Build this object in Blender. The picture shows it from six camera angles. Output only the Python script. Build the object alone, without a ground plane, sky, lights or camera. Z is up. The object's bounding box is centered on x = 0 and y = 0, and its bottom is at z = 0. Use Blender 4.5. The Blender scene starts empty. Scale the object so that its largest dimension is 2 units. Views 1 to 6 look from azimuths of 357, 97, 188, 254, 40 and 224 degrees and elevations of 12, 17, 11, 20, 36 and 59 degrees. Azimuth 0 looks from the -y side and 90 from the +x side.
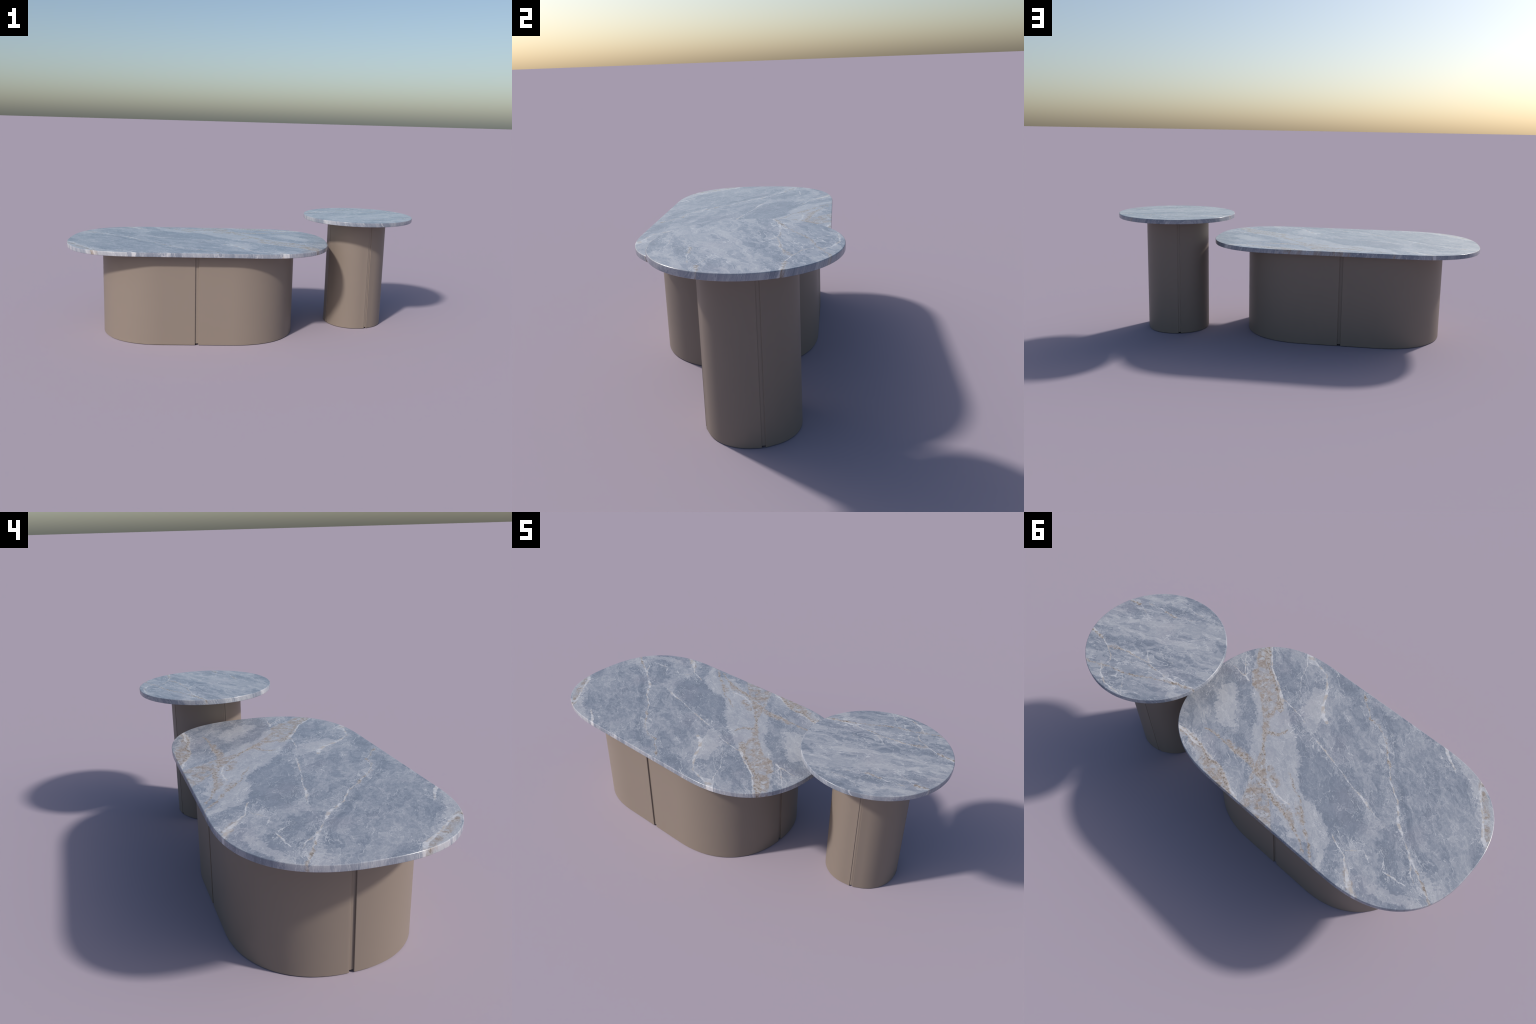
"""A low oblong coffee table and a taller round side table: grey-blue veined
marble tops on taupe lacquered pedestals whose cladding panels are parted by
narrow vertical reveals."""
import math
import bpy
import bmesh
from mathutils import Vector

# ----------------------------------------------------------------------------
# Sizes (metres)
# ----------------------------------------------------------------------------
TOP_THICKNESS = 0.0235
TOP_ROUNDING = 0.0030
CORE_LIFT = 0.0060

COFFEE = dict(
    centre=(-0.2637, -0.0275), height=0.5196,
    top=dict(a=0.7356, b=0.4070, e=0.4275, n=2.48),
    base=dict(a=0.5445, b=0.3435, e=0.3600, n=2.25),
    reveal_turn=0.0, reveal_width=0.0185, reveal_depth=0.0060,
)
SIDE = dict(
    centre=(0.6780, 0.1115), height=0.6590,
    top=dict(a=0.3222, b=0.3222, e=0.3222, n=2.0),
    base_shift=(-0.0010, 0.0005),
    base=dict(radius=0.1730, flat=0.040, crease=math.radians(10.5)),
    reveal_turn=math.radians(17.8), reveal_width=0.0140, reveal_depth=0.0022,
)


# ----------------------------------------------------------------------------
# Outlines: straight flanks with superelliptic ends, sampled by arc length
# ----------------------------------------------------------------------------
def outline(a, b, e, n, count, start=0.0):
    """Closed plan outline, counter-clockwise, starting on the +x axis (turned by start)."""
    raw, steps = [], 4000
    for i in range(steps):
        t = math.tau * i / steps
        c, s = math.cos(t), math.sin(t)
        x = math.copysign(abs(c) ** (2 / n), c) * e + math.copysign(a - e, c)
        y = math.copysign(abs(s) ** (2 / n), s) * b
        raw.append(Vector((x, y)))
    raw.append(raw[0].copy())
    length = [0.0]
    for p, q in zip(raw, raw[1:]):
        length.append(length[-1] + (q - p).length)
    total, out, k = length[-1], [], 0
    for i in range(count):
        want = total * i / count
        while length[k + 1] < want:
            k += 1
        f = (want - length[k]) / max(length[k + 1] - length[k], 1e-12)
        out.append(raw[k].lerp(raw[k + 1], f))
    if start:
        c, s = math.cos(start), math.sin(start)
        out = [Vector((c * p.x - s * p.y, s * p.x + c * p.y)) for p in out]
    return out


def quartered_outline(radius, flat, crease, count, start):
    """Near-circular outline of four bowed panels: each runs straight for a short length from a
    reveal, then bows; neighbouring panels meet in a slight crease at the reveals."""
    lean = math.radians(45) - crease
    bow = (radius * math.sin(math.radians(45)) - flat * math.cos(lean)) / math.sin(lean)
    arc = 2 * lean * bow
    length = 2 * flat + arc
    per, out = count // 4, []
    for k in range(4):
        base = start + k * math.pi / 2
        p0 = Vector((math.cos(base), math.sin(base))) * radius
        heading = base + math.pi / 2 + crease
        d0 = Vector((math.cos(heading), math.sin(heading)))
        hub = p0 + d0 * flat + Vector((-d0.y, d0.x)) * bow
        for i in range(per):
            s = length * i / per
            if s <= flat:
                p = p0 + d0 * s
            elif s < flat + arc:
                a = heading - math.pi / 2 + (s - flat) / bow
                p = hub + Vector((math.cos(a), math.sin(a))) * bow
            else:
                end = heading + 2 * lean
                d1 = Vector((math.cos(end), math.sin(end)))
                a = end - math.pi / 2
                p = hub + Vector((math.cos(a), math.sin(a))) * bow + d1 * (s - flat - arc)
            out.append(p)
    return out


def normals_of(loop):
    out = []
    for i in range(len(loop)):
        d = loop[(i + 1) % len(loop)] - loop[i - 1]
        out.append(Vector((d.y, -d.x)).normalized())
    return out


def finish(bm, name, material, angle=35.0):
    bmesh.ops.recalc_face_normals(bm, faces=bm.faces)
    bm.normal_update()
    limit = math.radians(angle)
    for f in bm.faces:
        f.smooth = len(f.verts) <= 4
    for edge in bm.edges:
        if len(edge.link_faces) == 2 and edge.calc_face_angle(0.0) > limit:
            edge.smooth = False
    mesh = bpy.data.meshes.new(name)
    bm.to_mesh(mesh)
    bm.free()
    mesh.materials.append(material)
    return mesh


def slab_mesh(name, shape, thickness, rounding, material, count=320):
    """A slab with a softly rounded arris above and below; local z = 0 is its polished top face."""
    loop = outline(count=count, **shape)
    nrm = normals_of(loop)
    profile = []
    for k in range(6):
        t = math.pi / 2 * k / 5
        profile.append((rounding * (1 - math.sin(t)), -rounding * (1 - math.cos(t))))
    lower = [(inset, -thickness - z) for inset, z in reversed(profile)]
    bm = bmesh.new()
    rings = []
    for inset, z in profile + lower:
        rings.append([bm.verts.new((p.x - m.x * inset, p.y - m.y * inset, z)) for p, m in zip(loop, nrm)])
    for r0, r1 in zip(rings, rings[1:]):
        for i in range(count):
            j = (i + 1) % count
            bm.faces.new((r0[i], r0[j], r1[j], r1[i]))
    bm.faces.new(rings[0])
    bm.faces.new(list(reversed(rings[-1])))
    return finish(bm, name, material)


def extrude_polygon(name, points, z0, z1, material, chamfer=0.0):
    bm = bmesh.new()
    low = [bm.verts.new((p.x, p.y, z0)) for p in points]
    high = [bm.verts.new((p.x, p.y, z1)) for p in points]
    count = len(points)
    for i in range(count):
        j = (i + 1) % count
        bm.faces.new((low[i], low[j], high[j], high[i]))
    bm.faces.new(list(reversed(low)))
    bm.faces.new(high)
    return finish(bm, name, material)


def panel_points(loop, nrm, first, last, depth, corner):
    """Plan of one cladding panel: outer skin with rounded lips, then the inner skin back."""
    idx = range(first, last + 1)
    n = len(loop)
    pts = []
    a_dir = (loop[(first + 1) % n] - loop[first % n]).normalized()
    b_dir = (loop[(last - 1) % n] - loop[last % n]).normalized()
    for k in range(5):
        t = math.pi / 2 * k / 4
        pts.append(loop[first % n] + a_dir * corner * (1 - math.sin(t)) - nrm[first % n] * corner * (1 - math.cos(t)))
    pts.reverse()
    pts = [loop[first % n] - nrm[first % n] * corner * (1 - math.sin(math.pi / 2 * k / 4))
           + a_dir * corner * (1 - math.cos(math.pi / 2 * k / 4)) for k in range(5)]
    for i in idx:
        p = loop[i % n]
        if (p - loop[first % n]).length > corner * 1.3 and (p - loop[last % n]).length > corner * 1.3:
            pts.append(p.copy())
    pts += [loop[last % n] - nrm[last % n] * corner * (1 - math.cos(math.pi / 2 * k / 4))
            + b_dir * corner * (1 - math.sin(math.pi / 2 * k / 4)) for k in range(5)]
    for i in reversed(list(idx)):
        pts.append(loop[i % n] - nrm[i % n] * depth)
    return pts


# ----------------------------------------------------------------------------
# Node helpers
# ----------------------------------------------------------------------------
class Graph:
    def __init__(self, name):
        self.material = bpy.data.materials.new(name)
        self.material.use_nodes = True
        self.tree = self.material.node_tree
        self.nodes, self.links = self.tree.nodes, self.tree.links
        self.bsdf = self.nodes["Principled BSDF"]

    def put(self, socket, value):
        if isinstance(value, bpy.types.NodeSocket):
            self.links.new(value, socket)
        elif isinstance(value, (tuple, list)) and socket.type == "RGBA" and len(value) == 3:
            socket.default_value = (*value, 1.0)
        else:
            socket.default_value = value

    def math(self, op, a, b=0.0, c=0.0, clamp=False):
        node = self.nodes.new("ShaderNodeMath")
        node.operation, node.use_clamp = op, clamp
        for s, v in zip(node.inputs, (a, b, c)):
            self.put(s, v)
        return node.outputs[0]

    def vec(self, op, a, b=(0, 0, 0), scale=None):
        node = self.nodes.new("ShaderNodeVectorMath")
        node.operation = op
        self.put(node.inputs[0], a)
        self.put(node.inputs[1], b)
        if scale is not None:
            self.put(node.inputs["Scale"], scale)
        return node.outputs["Value"] if op in ("DOT_PRODUCT", "LENGTH") else node.outputs["Vector"]

    def noise(self, vector, scale, detail=3.0, rough=0.55, distortion=0.0, colour=False):
        node = self.nodes.new("ShaderNodeTexNoise")
        self.put(node.inputs["Vector"], vector)
        for key, v in (("Scale", scale), ("Detail", detail), ("Roughness", rough), ("Distortion", distortion)):
            self.put(node.inputs[key], v)
        return node.outputs["Color" if colour else "Fac"]

    def voronoi(self, vector, scale, feature="F1", out="Distance"):
        node = self.nodes.new("ShaderNodeTexVoronoi")
        node.feature = feature
        self.put(node.inputs["Vector"], vector)
        self.put(node.inputs["Scale"], scale)
        return node.outputs[out]

    def ramp(self, fac, stops):
        node = self.nodes.new("ShaderNodeValToRGB")
        els = node.color_ramp.elements
        while len(els) < len(stops):
            els.new(0.5)
        for el, (pos, col) in zip(els, stops):
            el.position, el.color = pos, (*col, 1.0)
        self.put(node.inputs[0], fac)
        return node.outputs[0]

    def remap(self, value, lo, hi, out_lo=0.0, out_hi=1.0, smooth=True):
        node = self.nodes.new("ShaderNodeMapRange")
        node.interpolation_type = "SMOOTHSTEP" if smooth else "LINEAR"
        node.clamp = True
        for s, v in zip(node.inputs, (value, lo, hi, out_lo, out_hi)):
            self.put(s, v)
        return node.outputs[0]

    def mix(self, fac, a, b):
        node = self.nodes.new("ShaderNodeMix")
        node.data_type = "RGBA"
        self.put(node.inputs[0], fac)
        self.put(node.inputs[6], a)
        self.put(node.inputs[7], b)
        return node.outputs[2]

    def stretch(self, vector, angle, along, across):
        """Coordinates turned by angle and scaled unevenly, for streaky textures."""
        c, s = math.cos(angle), math.sin(angle)
        u = self.vec("DOT_PRODUCT", vector, (c * along, s * along, 0))
        v = self.vec("DOT_PRODUCT", vector, (-s * across, c * across, 0))
        node = self.nodes.new("ShaderNodeCombineXYZ")
        self.put(node.inputs[0], u)
        self.put(node.inputs[1], v)
        return node.outputs[0]

    def curve(self, fac, points):
        """Float Curve through (position 0..1, value 0..1) points, straight between them."""
        node = self.nodes.new("ShaderNodeFloatCurve")
        mapping = node.mapping
        mapping.use_clip = True
        cur = mapping.curves[0]
        while len(cur.points) < len(points):
            cur.points.new(0.5, 0.5)
        for pt, (x, y) in zip(cur.points, points):
            pt.location, pt.handle_type = (x, y), "VECTOR"
        mapping.update()
        self.put(node.inputs["Value"], fac)
        return node.outputs[0]

    # --- mineral features laid out on the slab -------------------------------
    def along(self, vector, first, last):
        u = Vector((last[0] - first[0], last[1] - first[1]))
        length = u.length
        u /= length
        rel = self.vec("SUBTRACT", vector, (first[0], first[1], 0))
        s = self.vec("DOT_PRODUCT", rel, (u.x / length, u.y / length, 0))
        t = self.vec("DOT_PRODUCT", rel, (-u.y, u.x, 0))

        def local(p):
            d = Vector((p[0] - first[0], p[1] - first[1]))
            return d.dot(u) / length, d.x * -u.y + d.y * u.x
        return s, t, local

    def profile(self, s, pairs):
        """value = f(s) for pairs (s, value) of any range."""
        pairs = sorted(pairs)
        clean = [pairs[0]]
        for p in pairs[1:]:
            clean.append((max(p[0], clean[-1][0] + 0.002), p[1]))
        top = clean[-1][0]
        if top > 1.0:
            clean = [(min(1.0, x), y) for x, y in clean]
        lo = min(y for _, y in clean)
        hi = max(max(y for _, y in clean), lo + 1e-4)
        raw = self.curve(s, [(x, (y - lo) / (hi - lo)) for x, y in clean])
        return self.math("MULTIPLY_ADD", raw, hi - lo, lo)

    def vein(self, vector, points, taper=True):
        """Signed distance to a vein given by centre points (x, y, half width)."""
        s, t, local = self.along(vector, points[0], points[-1])
        centre, width = [], []
        for p in points:
            q = local(p)
            centre.append(q)
            width.append((q[0], p[2]))
        if taper:
            width[0] = (width[0][0], -0.012)
            width[-1] = (width[-1][0], -0.012)
            width.insert(1, (width[0][0] + 0.03, width[1][1] * 0.7))
            width.insert(-1, (width[-1][0] - 0.03, width[-2][1] * 0.7))
        off = self.math("ABSOLUTE", self.math("SUBTRACT", t, self.profile(s, centre)))
        return self.math("SUBTRACT", off, self.profile(s, width))

    def zone(self, vector, edge_a, edge_b, first, last):
        """Signed distance to the area between two edges, seen along first -> last."""
        s, t, local = self.along(vector, first, last)
        ea = self.profile(s, [local(p) for p in edge_a])
        eb = self.profile(s, [local(p) for p in edge_b])
        low, high = self.math("MINIMUM", ea, eb), self.math("MAXIMUM", ea, eb)
        return self.math("MAXIMUM", self.math("SUBTRACT", low, t), self.math("SUBTRACT", t, high))

    def union(self, distances):
        out = distances[0]
        for d in distances[1:]:
            out = self.math("MINIMUM", out, d)
        return out


# ----------------------------------------------------------------------------
# Marble
# ----------------------------------------------------------------------------
DEEP = (0.142, 0.165, 0.208)
BLUE = (0.208, 0.234, 0.286)
GREY = (0.302, 0.320, 0.364)
PALE = (0.425, 0.430, 0.456)
WHITE = (0.570, 0.568, 0.588)
CREAM = (0.450, 0.405, 0.370)
TAN = (0.295, 0.248, 0.210)
RUST = (0.172, 0.136, 0.103)


def marble(name, layout, streak_angle, streakiness, tone_shift, patch_weights, coarseness):
    g = Graph(name)
    coord = g.nodes.new("ShaderNodeTexCoord").outputs["Object"]
    sep = g.nodes.new("ShaderNodeSeparateXYZ")
    g.put(sep.inputs[0], coord)
    # the bed planes lean a little as they run down through the slab's edge
    x = g.math("MULTIPLY_ADD", sep.outputs[2], 0.35, sep.outputs[0])
    y = g.math("MULTIPLY_ADD", sep.outputs[2], -0.25, sep.outputs[1])
    comb = g.nodes.new("ShaderNodeCombineXYZ")
    g.put(comb.inputs[0], x)
    g.put(comb.inputs[1], y)
    flat = comb.outputs[0]

    def shake(vector, scale, amount, detail=2.0):
        n = g.noise(vector, scale, detail, 0.6, colour=True)
        n = g.vec("SUBTRACT", n, (0.5, 0.5, 0.5))
        n = g.vec("MULTIPLY", n, (amount, amount, 0.0))
        return g.vec("ADD", vector, n)

    soft = shake(flat, 9.0, 0.020)
    fine = shake(shake(flat, 13.0, 0.022), 60.0, 0.014, 4.0)
    rag = shake(shake(flat, 24.0, 0.040), 75.0, 0.030, 4.0)

    # ---- ground mass ---------------------------------------------------------
    # torn patches at several scales: one noise each gives the patch and the pale
    # seam that runs along part of its edge
    gnarl = shake(shake(flat, 7.0, 0.060), 48.0, 0.009, 3.0)

    def torn(scale, width, gate_scale, offset, stretch=1.0):
        v = g.stretch(g.vec("ADD", gnarl, (offset, offset * 0.37, 0.0)), streak_angle, 1.0, 1.0 + (streakiness - 1.0) * stretch)
        n = g.noise(v, scale * coarseness, 4.0, 0.52, 0.5)
        patch = g.remap(n, 0.494, 0.522, -0.5, 0.5)
        seam = g.remap(g.math("ABSOLUTE", g.math("SUBTRACT", n, 0.512)), width, width * 0.25)
        gate = g.noise(g.vec("ADD", flat, (offset, 0.0, 0.0)), gate_scale, 2.0, 0.5)
        return patch, seam, gate

    layers = [torn(4.0, 0.0040, 7.0, 0.0, 1.0), torn(9.0, 0.0070, 9.0, 2.3, 1.0), torn(22.0, 0.0125, 11.0, 5.1, 0.6), torn(50.0, 0.0220, 14.0, 7.7, 0.5)]
    broad = g.noise(g.stretch(soft, streak_angle, 1.0, 1.0 + 0.5 * (streakiness - 1)), 3.2, 3.0, 0.55)
    small = g.noise(g.stretch(fine, streak_angle, 1.0, 0.4 + 0.6 * streakiness), 80.0, 5.0, 0.70, 0.6)
    grain = g.noise(g.stretch(flat, streak_angle, 1.0, 0.5 + 0.5 * streakiness), 260.0, 3.0, 0.65)
    tone = g.math("MULTIPLY_ADD", broad, 0.40, tone_shift)
    for (patch, _, _), weight in zip(layers, patch_weights):
        tone = g.math("MULTIPLY_ADD", patch, weight, tone)
    tone = g.math("MULTIPLY_ADD", small, 0.50, tone)
    tone = g.math("MULTIPLY_ADD", grain, 0.30, tone)

    feats = layout(g, soft, fine, rag)
    wobble = g.math("MULTIPLY_ADD", g.noise(flat, 95.0, 3.0, 0.6), 0.012, -0.006)

    def mask(d, softness, shaky=1.0):
        d = g.math("MULTIPLY_ADD", wobble, shaky, d)
        return g.remap(d, softness, -softness)

    notch = g.math("MULTIPLY_ADD", g.noise(flat, 38.0, 5.0, 0.60, 0.8), 0.090, -0.045)
    pale = mask(g.math("ADD", feats["pale"], notch), 0.0012, 0.6)
    dark = mask(g.math("ADD", feats["dark"], notch), 0.005, 1.0)
    # inside the patches the mottling calms down
    tone = g.math("MULTIPLY_ADD", dark, g.math("MULTIPLY_ADD", tone, -0.42, 0.055), tone)
    tone = g.math("MULTIPLY_ADD", pale, g.math("MULTIPLY_ADD", tone, -0.38, feats["pale_gain"]), tone)

    colour = g.ramp(tone, [(0.10, DEEP), (0.36, BLUE), (0.60, GREY), (0.92, PALE)])
    # faint lilac and green-grey drifts
    hue = g.noise(soft, 5.0, 2.0, 0.5)
    colour = g.mix(g.remap(hue, 0.50, 0.75, 0.0, 0.35), colour, g.mix(0.55, colour, (0.330, 0.300, 0.345)))

    # ---- filaments: thin pale threads following noise contours ---------------
    near = g.remap(feats["white"], 0.045, 0.0, 0.0, 0.14)
    web = None
    for (_, seam, gate), (lo, hi, strength) in zip(layers, ((0.43, 0.62, 0.75), (0.45, 0.64, 0.65), (0.47, 0.66, 0.55), (0.48, 0.66, 0.45))):
        line = g.math("MULTIPLY", seam, g.remap(g.math("ADD", gate, near), lo, hi, 0.0, strength))
        web = line if web is None else g.math("MAXIMUM", web, line)
    thread = g.noise(g.stretch(g.vec("ADD", fine, (11.0, 4.0, 0.0)), streak_angle, 1.0, streakiness), 34.0, 4.0, 0.6, 1.6)
    line = g.remap(g.math("ABSOLUTE", g.math("SUBTRACT", thread, 0.5)), 0.014, 0.003)
    line = g.math("MULTIPLY", line, g.remap(g.math("ADD", layers[1][2], near), 0.46, 0.66, 0.0, 0.55))
    web = g.math("MAXIMUM", web, line)
    colour = g.mix(web, colour, WHITE)
    # scattered pale flecks and dark specks
    fleck = g.noise(g.stretch(fine, streak_angle, 1.0, streakiness), 120.0, 2.0, 0.5)
    colour = g.mix(g.remap(fleck, 0.66, 0.74, 0.0, 0.55), colour, WHITE)
    colour = g.mix(g.remap(fleck, 0.34, 0.27, 0.0, 0.60), colour, DEEP)

    # ---- rust-stained breccia -------------------------------------------------
    brec = mask(feats["breccia"], 0.005, 1.6)
    cell_vec = shake(shake(flat, 40.0, 0.012), 120.0, 0.006)
    cells = g.voronoi(cell_vec, 52.0, "F1", "Color")
    cell_sep = g.nodes.new("ShaderNodeSeparateColor")
    g.put(cell_sep.inputs[0], cells)
    drift = g.math("MULTIPLY_ADD", g.noise(flat, 24.0, 5.0, 0.65), 1.5, -0.50)
    pick = g.math("MULTIPLY_ADD", cell_sep.outputs[0], 0.50, drift)
    stone = g.ramp(pick, [(0.00, (0.470, 0.470, 0.490)), (0.20, PALE), (0.38, (0.335, 0.325, 0.335)), (0.54, (0.345, 0.305, 0.280)), (0.72, (0.300, 0.245, 0.205)), (0.95, TAN)])
    rim = g.remap(g.voronoi(cell_vec, 52.0, "DISTANCE_TO_EDGE", "Distance"), 0.08, 0.02)
    rim_col = g.mix(g.remap(g.noise(flat, 55.0, 2.0, 0.5), 0.46, 0.56), (0.500, 0.495, 0.505), TAN)
    stone = g.mix(g.math("MULTIPLY", rim, 0.45), stone, rim_col)
    crumbs = g.noise(fine, 85.0, 4.0, 0.65)
    stone = g.mix(g.remap(crumbs, 0.56, 0.64, 0.0, 0.75), stone, RUST)
    stone = g.mix(g.remap(crumbs, 0.42, 0.36, 0.0, 0.60), stone, (0.520, 0.510, 0.520))
    broken = g.remap(g.noise(fine, 19.0, 5.0, 0.65), 0.40, 0.50, 0.35, 0.90)
    colour = g.mix(g.math("MULTIPLY", brec, broken), colour, stone)

    # ---- veins ----------------------------------------------------------------
    white = mask(g.math("ADD", feats["white"], 0.0010), 0.0018, 0.45)
    spot = g.noise(flat, 26.0, 2.0, 0.5)
    vein_col = g.mix(g.remap(spot, 0.46, 0.62), WHITE, CREAM)
    colour = g.mix(g.math("MULTIPLY", white, g.remap(g.noise(flat, 34.0, 3.0, 0.6), 0.34, 0.56, 0.40, 0.95)), colour, vein_col)
    swell = g.math("MULTIPLY_ADD", g.noise(flat, 24.0, 4.0, 0.6), 0.028, -0.0145)
    stain = g.math("MULTIPLY_ADD", wobble, 0.8, g.math("ADD", feats["rust"], swell))
    crumble = g.noise(gnarl, 90.0, 4.0, 0.65)
    rust_col = g.ramp(crumble, [(0.36, (0.470, 0.450, 0.445)), (0.45, CREAM), (0.54, TAN), (0.66, RUST)])
    tint = g.math("MULTIPLY", g.remap(stain, 0.0045, -0.0030), g.remap(crumble, 0.38, 0.56, 0.35, 0.92))
    colour = g.mix(tint, colour, rust_col)

    g.put(g.bsdf.inputs["Base Color"], colour)
    g.put(g.bsdf.inputs["Roughness"], 0.22)
    g.put(g.bsdf.inputs["IOR"], 1.5)
    return g.material


def coffee_layout(g, soft, fine, rag):
    """Where the big veins and patches cross the oblong slab (x, y from its centre)."""
    vein, zone = g.vein, g.zone
    white = [
        vein(fine, [(0.160, -0.420, 0.002), (0.095, -0.362, 0.002), (0.022, -0.300, 0.002), (-0.068, -0.281, 0.002),
                    (-0.158, -0.213, 0.0035), (-0.205, -0.159, 0.0025), (-0.257, -0.100, 0.003), (-0.329, -0.054, 0.005),
                    (-0.399, 0.029, 0.008), (-0.424, 0.046, 0.007), (-0.456, 0.066, 0.002), (-0.554, 0.128, 0.006),
                    (-0.621, 0.170, 0.003), (-0.780, 0.260, 0.004)]),
        vein(fine, [(0.130, -0.050, 0.002), (0.050, -0.029, 0.004), (-0.062, -0.001, 0.002), (-0.107, 0.013, 0.003),
                    (-0.167, 0.029, 0.002), (-0.237, 0.047, 0.007), (-0.263, 0.054, 0.003), (-0.330, 0.078, 0.001)]),
        vein(fine, [(0.510, -0.430, 0.003), (0.438, -0.339, 0.003), (0.408, -0.271, 0.002), (0.378, -0.230, 0.002), (0.300, -0.140, 0.001)]),
        vein(fine, [(0.480, -0.400, 0.004), (0.424, -0.365, 0.018), (0.380, -0.369, 0.004), (0.321, -0.354, 0.003), (0.260, -0.280, 0.009),
                    (0.215, -0.203, 0.008), (0.180, -0.160, 0.012), (0.130, -0.140, 0.003)]),
        vein(fine, [(0.390, -0.125, 0.003), (0.341, -0.108, 0.003), (0.263, -0.093, 0.003), (0.215, -0.080, 0.002)]),
        vein(fine, [(-0.225, 0.240, 0.002), (-0.275, 0.269, 0.004), (-0.331, 0.295, 0.003), (-0.381, 0.333, 0.007),
                    (-0.415, 0.362, 0.010), (-0.520, 0.420, 0.012)]),
        vein(fine, [(-0.300, 0.285, 0.002), (-0.336, 0.250, 0.002), (-0.374, 0.218, 0.003), (-0.430, 0.250, 0.001)]),
        vein(fine, [(0.720, -0.092, 0.002), (0.632, -0.089, 0.003), (0.600, -0.088, 0.006), (0.555, -0.078, 0.002)]),
        vein(fine, [(0.700, -0.195, 0.002), (0.654, -0.144, 0.003), (0.600, -0.085, 0.003)]),
        vein(fine, [(0.680, -0.345, 0.004), (0.555, -0.220, 0.004), (0.488, -0.177, 0.005), (0.429, -0.141, 0.003),
                    (0.395, -0.120, 0.010), (0.355, -0.100, 0.003)]),
        vein(fine, [(-0.300, -0.430, 0.008), (-0.345, -0.390, 0.010), (-0.385, -0.360, 0.005), (-0.430, -0.330, 0.002)]),
        vein(fine, [(-0.520, -0.395, 0.006), (-0.575, -0.300, 0.006), (-0.640, -0.225, 0.004), (-0.690, -0.150, 0.010), (-0.740, -0.110, 0.006)]),
        vein(fine, [(0.640, 0.325, 0.005), (0.555, 0.315, 0.012), (0.505, 0.318, 0.016), (0.440, 0.325, 0.004),
                    (0.327, 0.340, 0.003), (0.229, 0.381, 0.005), (0.140, 0.415, 0.006)]),
        vein(fine, [(-0.020, 0.270, 0.001), (0.060, 0.272, 0.005), (0.095, 0.262, 0.005), (0.140, 0.245, 0.001)]),
        vein(fine, [(-0.530, 0.115, 0.001), (-0.565, 0.165, 0.003), (-0.610, 0.200, 0.001)]),
        vein(fine, [(-0.480, 0.235, 0.001), (-0.520, 0.230, 0.004), (-0.590, 0.220, 0.001)]),
    ]
    dark = [
        vein(soft, [(-0.010, -0.380, 0.010), (-0.122, -0.283, 0.014), (-0.164, -0.250, 0.012), (-0.238, -0.170, 0.010),
                    (-0.283, -0.126, 0.010), (-0.454, 0.024, 0.010), (-0.520, 0.066, 0.014), (-0.577, 0.100, 0.018), (-0.630, 0.140, 0.006)]),
        vein(rag, [(0.480, -0.410, 0.010), (0.400, -0.402, 0.016), (0.328, -0.392, 0.024), (0.243, -0.368, 0.022), (0.147, -0.348, 0.024), (0.060, -0.350, 0.012)]),
        vein(rag, [(0.550, -0.025, 0.010), (0.470, 0.025, 0.036), (0.400, 0.070, 0.034), (0.365, 0.100, 0.010)]),
        vein(rag, [(0.740, -0.060, 0.030), (0.640, -0.065, 0.045), (0.570, -0.030, 0.020)]),
        vein(rag, [(-0.400, 0.130, 0.010), (-0.480, 0.200, 0.035), (-0.560, 0.270, 0.040), (-0.640, 0.320, 0.010)]),
        vein(rag, [(0.330, -0.330, 0.020), (0.300, -0.280, 0.040), (0.340, -0.230, 0.020)]),
        vein(rag, [(-0.055, -0.150, 0.010), (-0.090, -0.130, 0.020), (-0.130, -0.120, 0.010)]),
        vein(soft, [(-0.150, 0.010, 0.004), (-0.180, 0.012, 0.010), (-0.235, 0.030, 0.004)]),
        zone(rag, [(0.330, -0.085), (0.260, -0.030), (0.121, 0.062), (0.070, 0.125), (0.001, 0.184), (-0.095, 0.205), (-0.201, 0.254), (-0.264, 0.325), (-0.330, 0.400)],
             [(0.330, -0.095), (0.240, -0.070), (0.130, -0.040), (0.000, 0.000), (-0.100, 0.030), (-0.200, 0.060), (-0.290, 0.130), (-0.330, 0.300)],
             (0.330, -0.090), (-0.330, 0.400)),
    ]
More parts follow.
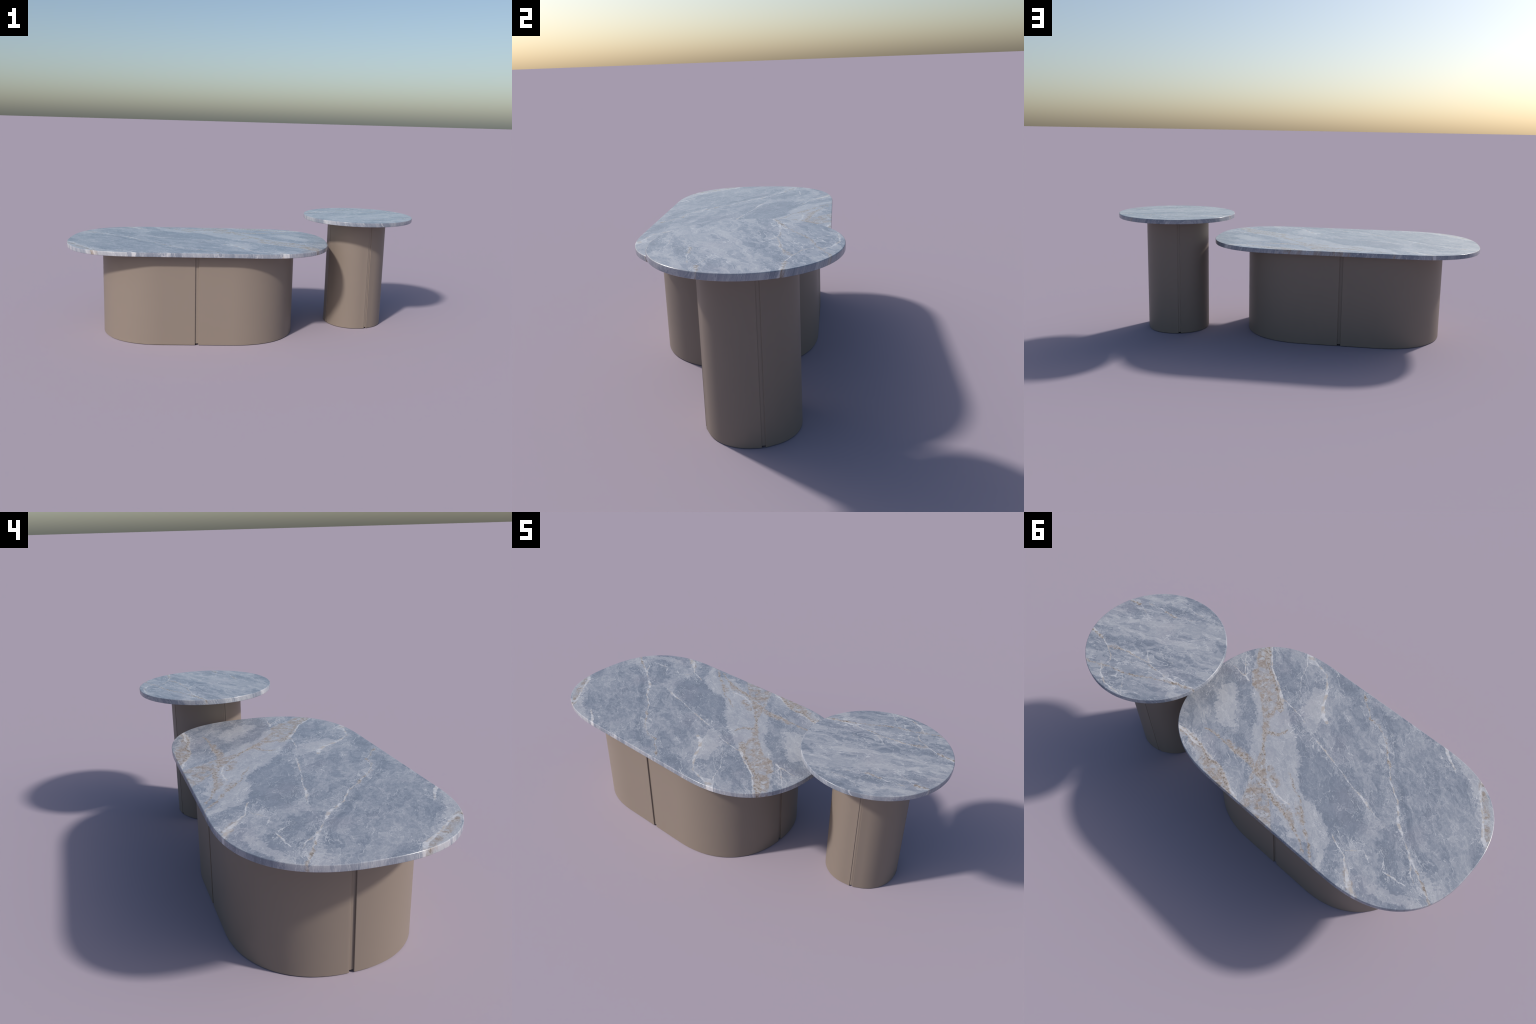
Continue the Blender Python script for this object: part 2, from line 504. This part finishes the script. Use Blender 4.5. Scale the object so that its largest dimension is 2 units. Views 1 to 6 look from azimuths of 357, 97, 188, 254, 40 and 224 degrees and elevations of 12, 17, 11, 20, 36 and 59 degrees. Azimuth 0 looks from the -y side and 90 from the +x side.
    pale = [
        zone(fine, [(0.700, -0.360), (0.555, -0.217), (0.488, -0.173), (0.370, -0.110), (0.271, -0.051), (0.253, -0.020), (0.209, -0.012),
                    (0.121, 0.062), (0.082, 0.092), (0.070, 0.125), (0.049, 0.148), (0.001, 0.184), (-0.040, 0.209), (-0.073, 0.206),
                    (-0.134, 0.210), (-0.174, 0.232), (-0.238, 0.273), (-0.251, 0.280), (-0.264, 0.325), (-0.300, 0.420)],
             [(0.720, -0.280), (0.633, -0.190), (0.593, -0.125), (0.469, -0.012), (0.413, 0.026), (0.374, 0.086), (0.310, 0.170),
              (0.250, 0.230), (0.190, 0.252), (0.093, 0.293), (0.040, 0.310), (-0.040, 0.347), (-0.110, 0.380), (-0.190, 0.345), (-0.240, 0.335), (-0.300, 0.425)],
             (0.700, -0.360), (-0.300, 0.420)),
        vein(rag, [(0.300, -0.275, 0.010), (0.262, -0.205, 0.036), (0.235, -0.150, 0.046), (0.200, -0.100, 0.036), (0.155, -0.055, 0.010)]),
        vein(rag, [(-0.600, 0.130, 0.010), (-0.640, 0.150, 0.016), (-0.690, 0.178, 0.028), (-0.780, 0.220, 0.030)]),
        vein(rag, [(-0.300, -0.440, 0.020), (-0.420, -0.405, 0.030), (-0.540, -0.345, 0.030), (-0.680, -0.220, 0.026), (-0.760, -0.120, 0.010)]),
        vein(rag, [(0.620, -0.010, 0.010), (0.560, 0.080, 0.050), (0.500, 0.140, 0.045), (0.440, 0.170, 0.010)]),
        vein(rag, [(-0.470, 0.330, 0.006), (-0.560, 0.300, 0.022), (-0.640, 0.265, 0.022), (-0.720, 0.230, 0.006)]),
        vein(rag, [(0.660, 0.330, 0.010), (0.520, 0.325, 0.022), (0.400, 0.360, 0.030), (0.280, 0.390, 0.030), (0.120, 0.430, 0.010)]),
    ]
    breccia = [
        zone(fine, [(0.740, -0.300), (0.672, -0.262), (0.633, -0.200), (0.593, -0.165), (0.593, -0.126), (0.537, -0.074), (0.478, -0.053),
                    (0.417, -0.011), (0.363, 0.036), (0.328, 0.076), (0.286, 0.113)],
             [(0.700, -0.355), (0.557, -0.216), (0.475, -0.166), (0.428, -0.138), (0.358, -0.103), (0.357, -0.060), (0.344, -0.015),
              (0.339, 0.020), (0.305, 0.054), (0.280, 0.107)],
             (0.720, -0.340), (0.270, 0.120)),
        vein(rag, [(0.420, 0.230, 0.004), (0.360, 0.235, 0.014), (0.290, 0.228, 0.016), (0.210, 0.245, 0.010), (0.170, 0.262, 0.004)]),
        vein(rag, [(0.175, 0.190, 0.004), (0.140, 0.212, 0.014), (0.110, 0.228, 0.018), (0.075, 0.250, 0.006)]),
        vein(rag, [(0.070, 0.290, 0.004), (0.010, 0.300, 0.014), (-0.050, 0.304, 0.018), (-0.105, 0.335, 0.006)]),
        vein(rag, [(-0.030, 0.236, 0.003), (-0.075, 0.268, 0.014), (-0.120, 0.300, 0.003)]),
        vein(rag, [(0.620, 0.322, 0.006), (0.545, 0.325, 0.012), (0.460, 0.340, 0.016), (0.390, 0.368, 0.024),
                   (0.320, 0.378, 0.028), (0.240, 0.398, 0.014), (0.170, 0.420, 0.006)]),
        vein(fine, [(-0.505, -0.400, 0.006), (-0.555, -0.345, 0.012), (-0.600, -0.300, 0.012), (-0.655, -0.235, 0.012), (-0.700, -0.165, 0.010), (-0.750, -0.110, 0.006)]),
        vein(fine, [(-0.360, 0.322, 0.003), (-0.395, 0.350, 0.010), (-0.440, 0.375, 0.012), (-0.520, 0.415, 0.012)]),
    ]
    rust = [
        vein(fine, [(0.130, -0.395, 0.001), (0.095, -0.362, 0.003), (0.047, -0.327, 0.001), (0.018, -0.295, 0.003), (-0.029, -0.300, 0.002), (-0.110, -0.255, 0.0015),
                    (-0.200, -0.165, 0.0015), (-0.260, -0.098, 0.001)]),
        vein(fine, [(-0.560, 0.133, 0.001), (-0.596, 0.154, 0.0025), (-0.653, 0.186, 0.005), (-0.700, 0.215, 0.004), (-0.770, 0.255, 0.004)]),
        vein(fine, [(0.330, 0.060, 0.003), (0.285, 0.107, 0.007), (0.254, 0.147, 0.004), (0.221, 0.166, 0.002), (0.200, 0.245, 0.002)]),
        vein(fine, [(0.330, 0.075, 0.002), (0.290, 0.065, 0.006), (0.255, 0.045, 0.005), (0.240, 0.000, 0.002)]),
        vein(fine, [(0.535, 0.252, 0.002), (0.494, 0.235, 0.003), (0.402, 0.237, 0.003), (0.275, 0.236, 0.005), (0.194, 0.252, 0.005),
                    (0.124, 0.268, 0.003), (0.058, 0.298, 0.007), (-0.012, 0.306, 0.006), (-0.076, 0.329, 0.002), (-0.155, 0.360, 0.003), (-0.220, 0.400, 0.001)]),
        vein(fine, [(0.100, 0.155, 0.001), (0.049, 0.179, 0.002), (0.014, 0.205, 0.002), (-0.027, 0.217, 0.001), (-0.077, 0.262, 0.005), (-0.122, 0.305, 0.003),
                    (-0.184, 0.340, 0.004), (-0.232, 0.382, 0.005), (-0.290, 0.425, 0.004)]),
        vein(fine, [(0.600, 0.312, 0.002), (0.486, 0.316, 0.004), (0.388, 0.347, 0.005), (0.327, 0.345, 0.008), (0.270, 0.370, 0.006), (0.200, 0.400, 0.003)]),
        vein(fine, [(0.700, -0.335, 0.004), (0.625, -0.262, 0.012), (0.560, -0.205, 0.004), (0.475, -0.155, 0.003), (0.420, -0.122, 0.003), (0.368, -0.082, 0.014), (0.330, -0.040, 0.002)]),
    ]
    return dict(white=g.union(white), dark=g.union(dark), pale=g.union(pale), breccia=g.union(breccia), rust=g.union(rust), pale_gain=0.455)


def side_layout(g, soft, fine, rag):
    """Where the veins cross the round slab (x, y from its centre)."""
    vein = g.vein
    white = [
        vein(fine, [(0.330, 0.150, 0.006), (0.286, 0.138, 0.008), (0.254, 0.137, 0.004), (0.204, 0.143, 0.003), (0.169, 0.157, 0.003), (0.120, 0.178, 0.002)]),
        vein(fine, [(0.185, 0.165, 0.002), (0.135, 0.138, 0.002), (0.090, 0.128, 0.003), (0.049, 0.115, 0.005), (0.012, 0.113, 0.003), (-0.061, 0.095, 0.002),
                    (-0.130, 0.099, 0.002), (-0.171, 0.097, 0.005), (-0.260, 0.085, 0.006), (-0.320, 0.055, 0.001)]),
        vein(fine, [(0.105, 0.238, 0.002), (0.050, 0.280, 0.004), (0.001, 0.299, 0.004), (-0.053, 0.304, 0.003), (-0.130, 0.300, 0.004)]),
        vein(fine, [(-0.020, 0.215, 0.001), (-0.077, 0.268, 0.002), (-0.115, 0.315, 0.004)]),
        vein(fine, [(0.320, -0.095, 0.003), (0.253, -0.108, 0.002), (0.221, -0.105, 0.002), (0.140, -0.085, 0.001)]),
        vein(fine, [(0.235, -0.140, 0.001), (0.148, -0.161, 0.003), (0.084, -0.165, 0.003), (0.006, -0.198, 0.002), (-0.060, -0.240, 0.001)]),
        vein(fine, [(0.120, -0.262, 0.001), (-0.005, -0.256, 0.002), (-0.100, -0.268, 0.001)]),
        vein(fine, [(0.075, 0.245, 0.001), (0.080, 0.205, 0.003), (0.100, 0.190, 0.003), (0.150, 0.162, 0.001)]),
        vein(fine, [(0.090, 0.190, 0.001), (0.050, 0.185, 0.002), (0.010, 0.160, 0.002), (-0.020, 0.135, 0.001)]),
        vein(fine, [(-0.045, 0.015, 0.001), (-0.090, 0.040, 0.002), (-0.150, 0.020, 0.001)]),
        vein(fine, [(0.000, 0.058, 0.001), (-0.040, 0.080, 0.003), (-0.062, 0.096, 0.003)]),
    ]
    dark = [
        vein(soft, [(0.230, 0.150, 0.004), (0.191, 0.138, 0.010), (0.117, 0.118, 0.009), (0.067, 0.096, 0.010), (0.013, 0.071, 0.012), (-0.030, 0.058, 0.003)]),
        vein(rag, [(-0.020, 0.020, 0.005), (-0.060, 0.012, 0.018), (-0.103, 0.000, 0.012), (-0.160, -0.030, 0.014), (-0.210, -0.045, 0.004)]),
        vein(rag, [(-0.090, 0.060, 0.005), (-0.150, 0.035, 0.014), (-0.210, 0.005, 0.005)]),
        vein(rag, [(0.170, 0.225, 0.010), (0.060, 0.190, 0.035), (-0.040, 0.180, 0.030), (-0.110, 0.150, 0.008)]),
        vein(rag, [(0.060, 0.270, 0.010), (-0.040, 0.255, 0.035), (-0.170, 0.220, 0.040), (-0.260, 0.170, 0.010)]),
        vein(rag, [(0.300, -0.060, 0.010), (0.230, -0.070, 0.025), (0.150, -0.060, 0.010)]),
        vein(fine, [(0.160, -0.195, 0.010), (0.090, -0.200, 0.026), (0.020, -0.225, 0.026), (-0.060, -0.255, 0.012), (-0.150, -0.292, 0.006)]),
        vein(rag, [(0.140, -0.295, 0.012), (0.040, -0.295, 0.022), (-0.080, -0.305, 0.022), (-0.180, -0.310, 0.006)]),
    ]
    pale = [
        vein(rag, [(0.180, -0.050, 0.010), (0.060, -0.110, 0.030), (-0.060, -0.175, 0.045), (-0.160, -0.235, 0.040), (-0.260, -0.260, 0.010)]),
        vein(rag, [(-0.080, -0.075, 0.010), (-0.200, -0.120, 0.030), (-0.330, -0.170, 0.030)]),
        vein(rag, [(0.330, 0.090, 0.020), (0.200, 0.060, 0.024), (0.060, 0.000, 0.010)]),
        vein(rag, [(0.190, 0.235, 0.016), (0.140, 0.215, 0.018), (0.080, 0.240, 0.006)]),
        vein(rag, [(0.060, -0.245, 0.004), (-0.040, -0.272, 0.010), (-0.140, -0.295, 0.006)]),
    ]
    breccia = [
        vein(fine, [(0.150, 0.165, 0.001), (0.133, 0.152, 0.007), (0.100, 0.142, 0.001)]),
        vein(fine, [(0.095, 0.262, 0.001), (0.080, 0.256, 0.004), (0.060, 0.258, 0.001)]),
    ]
    rust = [
        vein(fine, [(0.200, 0.295, 0.002), (0.121, 0.262, 0.002), (0.050, 0.233, 0.0015), (-0.016, 0.214, 0.0035), (-0.052, 0.198, 0.0025), (-0.115, 0.160, 0.002),
                    (-0.180, 0.116, 0.003), (-0.249, 0.091, 0.0045), (-0.350, 0.055, 0.004)]),
        vein(fine, [(0.140, 0.142, 0.001), (0.090, 0.129, 0.0012), (0.012, 0.112, 0.0012), (-0.028, 0.104, 0.001), (-0.130, 0.100, 0.001)]),
        vein(fine, [(0.310, -0.098, 0.001), (0.270, -0.106, 0.004), (0.240, -0.108, 0.001)]),
        vein(fine, [(0.125, -0.160, 0.001), (0.095, -0.164, 0.004), (0.050, -0.176, 0.001)]),
        vein(fine, [(0.300, 0.145, 0.001), (0.254, 0.139, 0.0025), (0.200, 0.146, 0.0005)]),
    ]
    return dict(white=g.union(white), dark=g.union(dark), pale=g.union(pale), breccia=g.union(breccia), rust=g.union(rust), pale_gain=0.35)


def lacquer(name, base):
    g = Graph(name)
    coord = g.nodes.new("ShaderNodeTexCoord").outputs["Object"]
    cloud = g.noise(coord, 3.5, 2.0, 0.5)
    lo = tuple(c * 0.985 for c in base)
    hi = tuple(c * 1.015 for c in base)
    g.put(g.bsdf.inputs["Base Color"], g.mix(cloud, lo, hi))
    g.put(g.bsdf.inputs["Roughness"], 0.50)
    g.put(g.bsdf.inputs["Specular IOR Level"], 0.35)
    bump = g.nodes.new("ShaderNodeBump")
    g.put(bump.inputs["Strength"], 0.02)
    g.put(bump.inputs["Distance"], 0.001)
    g.put(bump.inputs["Height"], g.noise(coord, 600.0, 2.0, 0.5))
    g.links.new(bump.outputs[0], g.bsdf.inputs["Normal"])
    return g.material


# ----------------------------------------------------------------------------
# Assembly
# ----------------------------------------------------------------------------
def link(name, data, parent, location=(0, 0, 0)):
    ob = bpy.data.objects.new(name, data)
    bpy.context.scene.collection.objects.link(ob)
    ob.parent = parent
    ob.location = location
    return ob


def build_table(name, spec, marble_material, paint, dark_paint, label, category):
    root = link(name, None, None, (*spec["centre"], 0.0))
    root.empty_display_size = 0.1
    root["label"], root["category"] = label, category
    under = spec["height"] - TOP_THICKNESS

    slab = slab_mesh("tabletop", spec["top"], TOP_THICKNESS, TOP_ROUNDING, marble_material)
    link("tabletop", slab, root, (0, 0, spec["height"]))

    # cladding: four panels parted by reveals on the two plan axes
    count = 2000
    shape = quartered_outline if "radius" in spec["base"] else outline
    loop = shape(count=count, start=spec["reveal_turn"], **spec["base"])
    shift = Vector(spec.get("base_shift", (0.0, 0.0)))
    loop = [p + shift for p in loop]
    nrm = normals_of(loop)
    core_loop = [p - m * spec["reveal_depth"] for p, m in zip(loop, nrm)]
    core = extrude_polygon("pedestal", core_loop[::6], CORE_LIFT, under + 0.001, paint)
    pedestal = link("pedestal", core, root)
    perimeter = sum((loop[i] - loop[i - 1]).length for i in range(count))
    half = spec["reveal_width"] / 2 / perimeter * count
    quarter = count // 4
    for k in range(4):
        first, last = round(k * quarter + half), round((k + 1) * quarter - half)
        sub = panel_points(loop, nrm, first, last, spec["reveal_depth"] + 0.004, 0.0012)
        # thin out the long runs: keep every 5th sample of skin, all of the rounded lips
        skin = len(sub) - (last - first + 1)
        outer, inner = sub[:skin], sub[skin:]
        outer = outer[:5] + outer[5:-5:5] + outer[-5:]
        inner = inner[:1] + inner[5:-5:5] + inner[-1:]
        mesh = extrude_polygon("panel", outer + inner, 0.0, under + 0.001, paint)
        link("panel", mesh, pedestal)
    return root


paint = lacquer("taupe_lacquer", (0.230, 0.186, 0.153))
coffee_marble = marble("grey_blue_marble", coffee_layout, math.radians(147), 2.3, -0.085, (0.11, 0.11, 0.09, 0.07), 0.85)
side_marble = marble("streaked_grey_blue_marble", side_layout, math.radians(26), 3.4, -0.005, (0.15, 0.17, 0.15, 0.09), 0.55)

build_table("coffee_table", COFFEE, coffee_marble, paint, paint,
            "low oblong coffee table, veined grey-blue marble top, taupe panelled pedestal", "coffee table")
build_table("side_table", SIDE, side_marble, paint, paint,
            "tall round side table, veined grey marble top, taupe cylindrical pedestal", "side table")
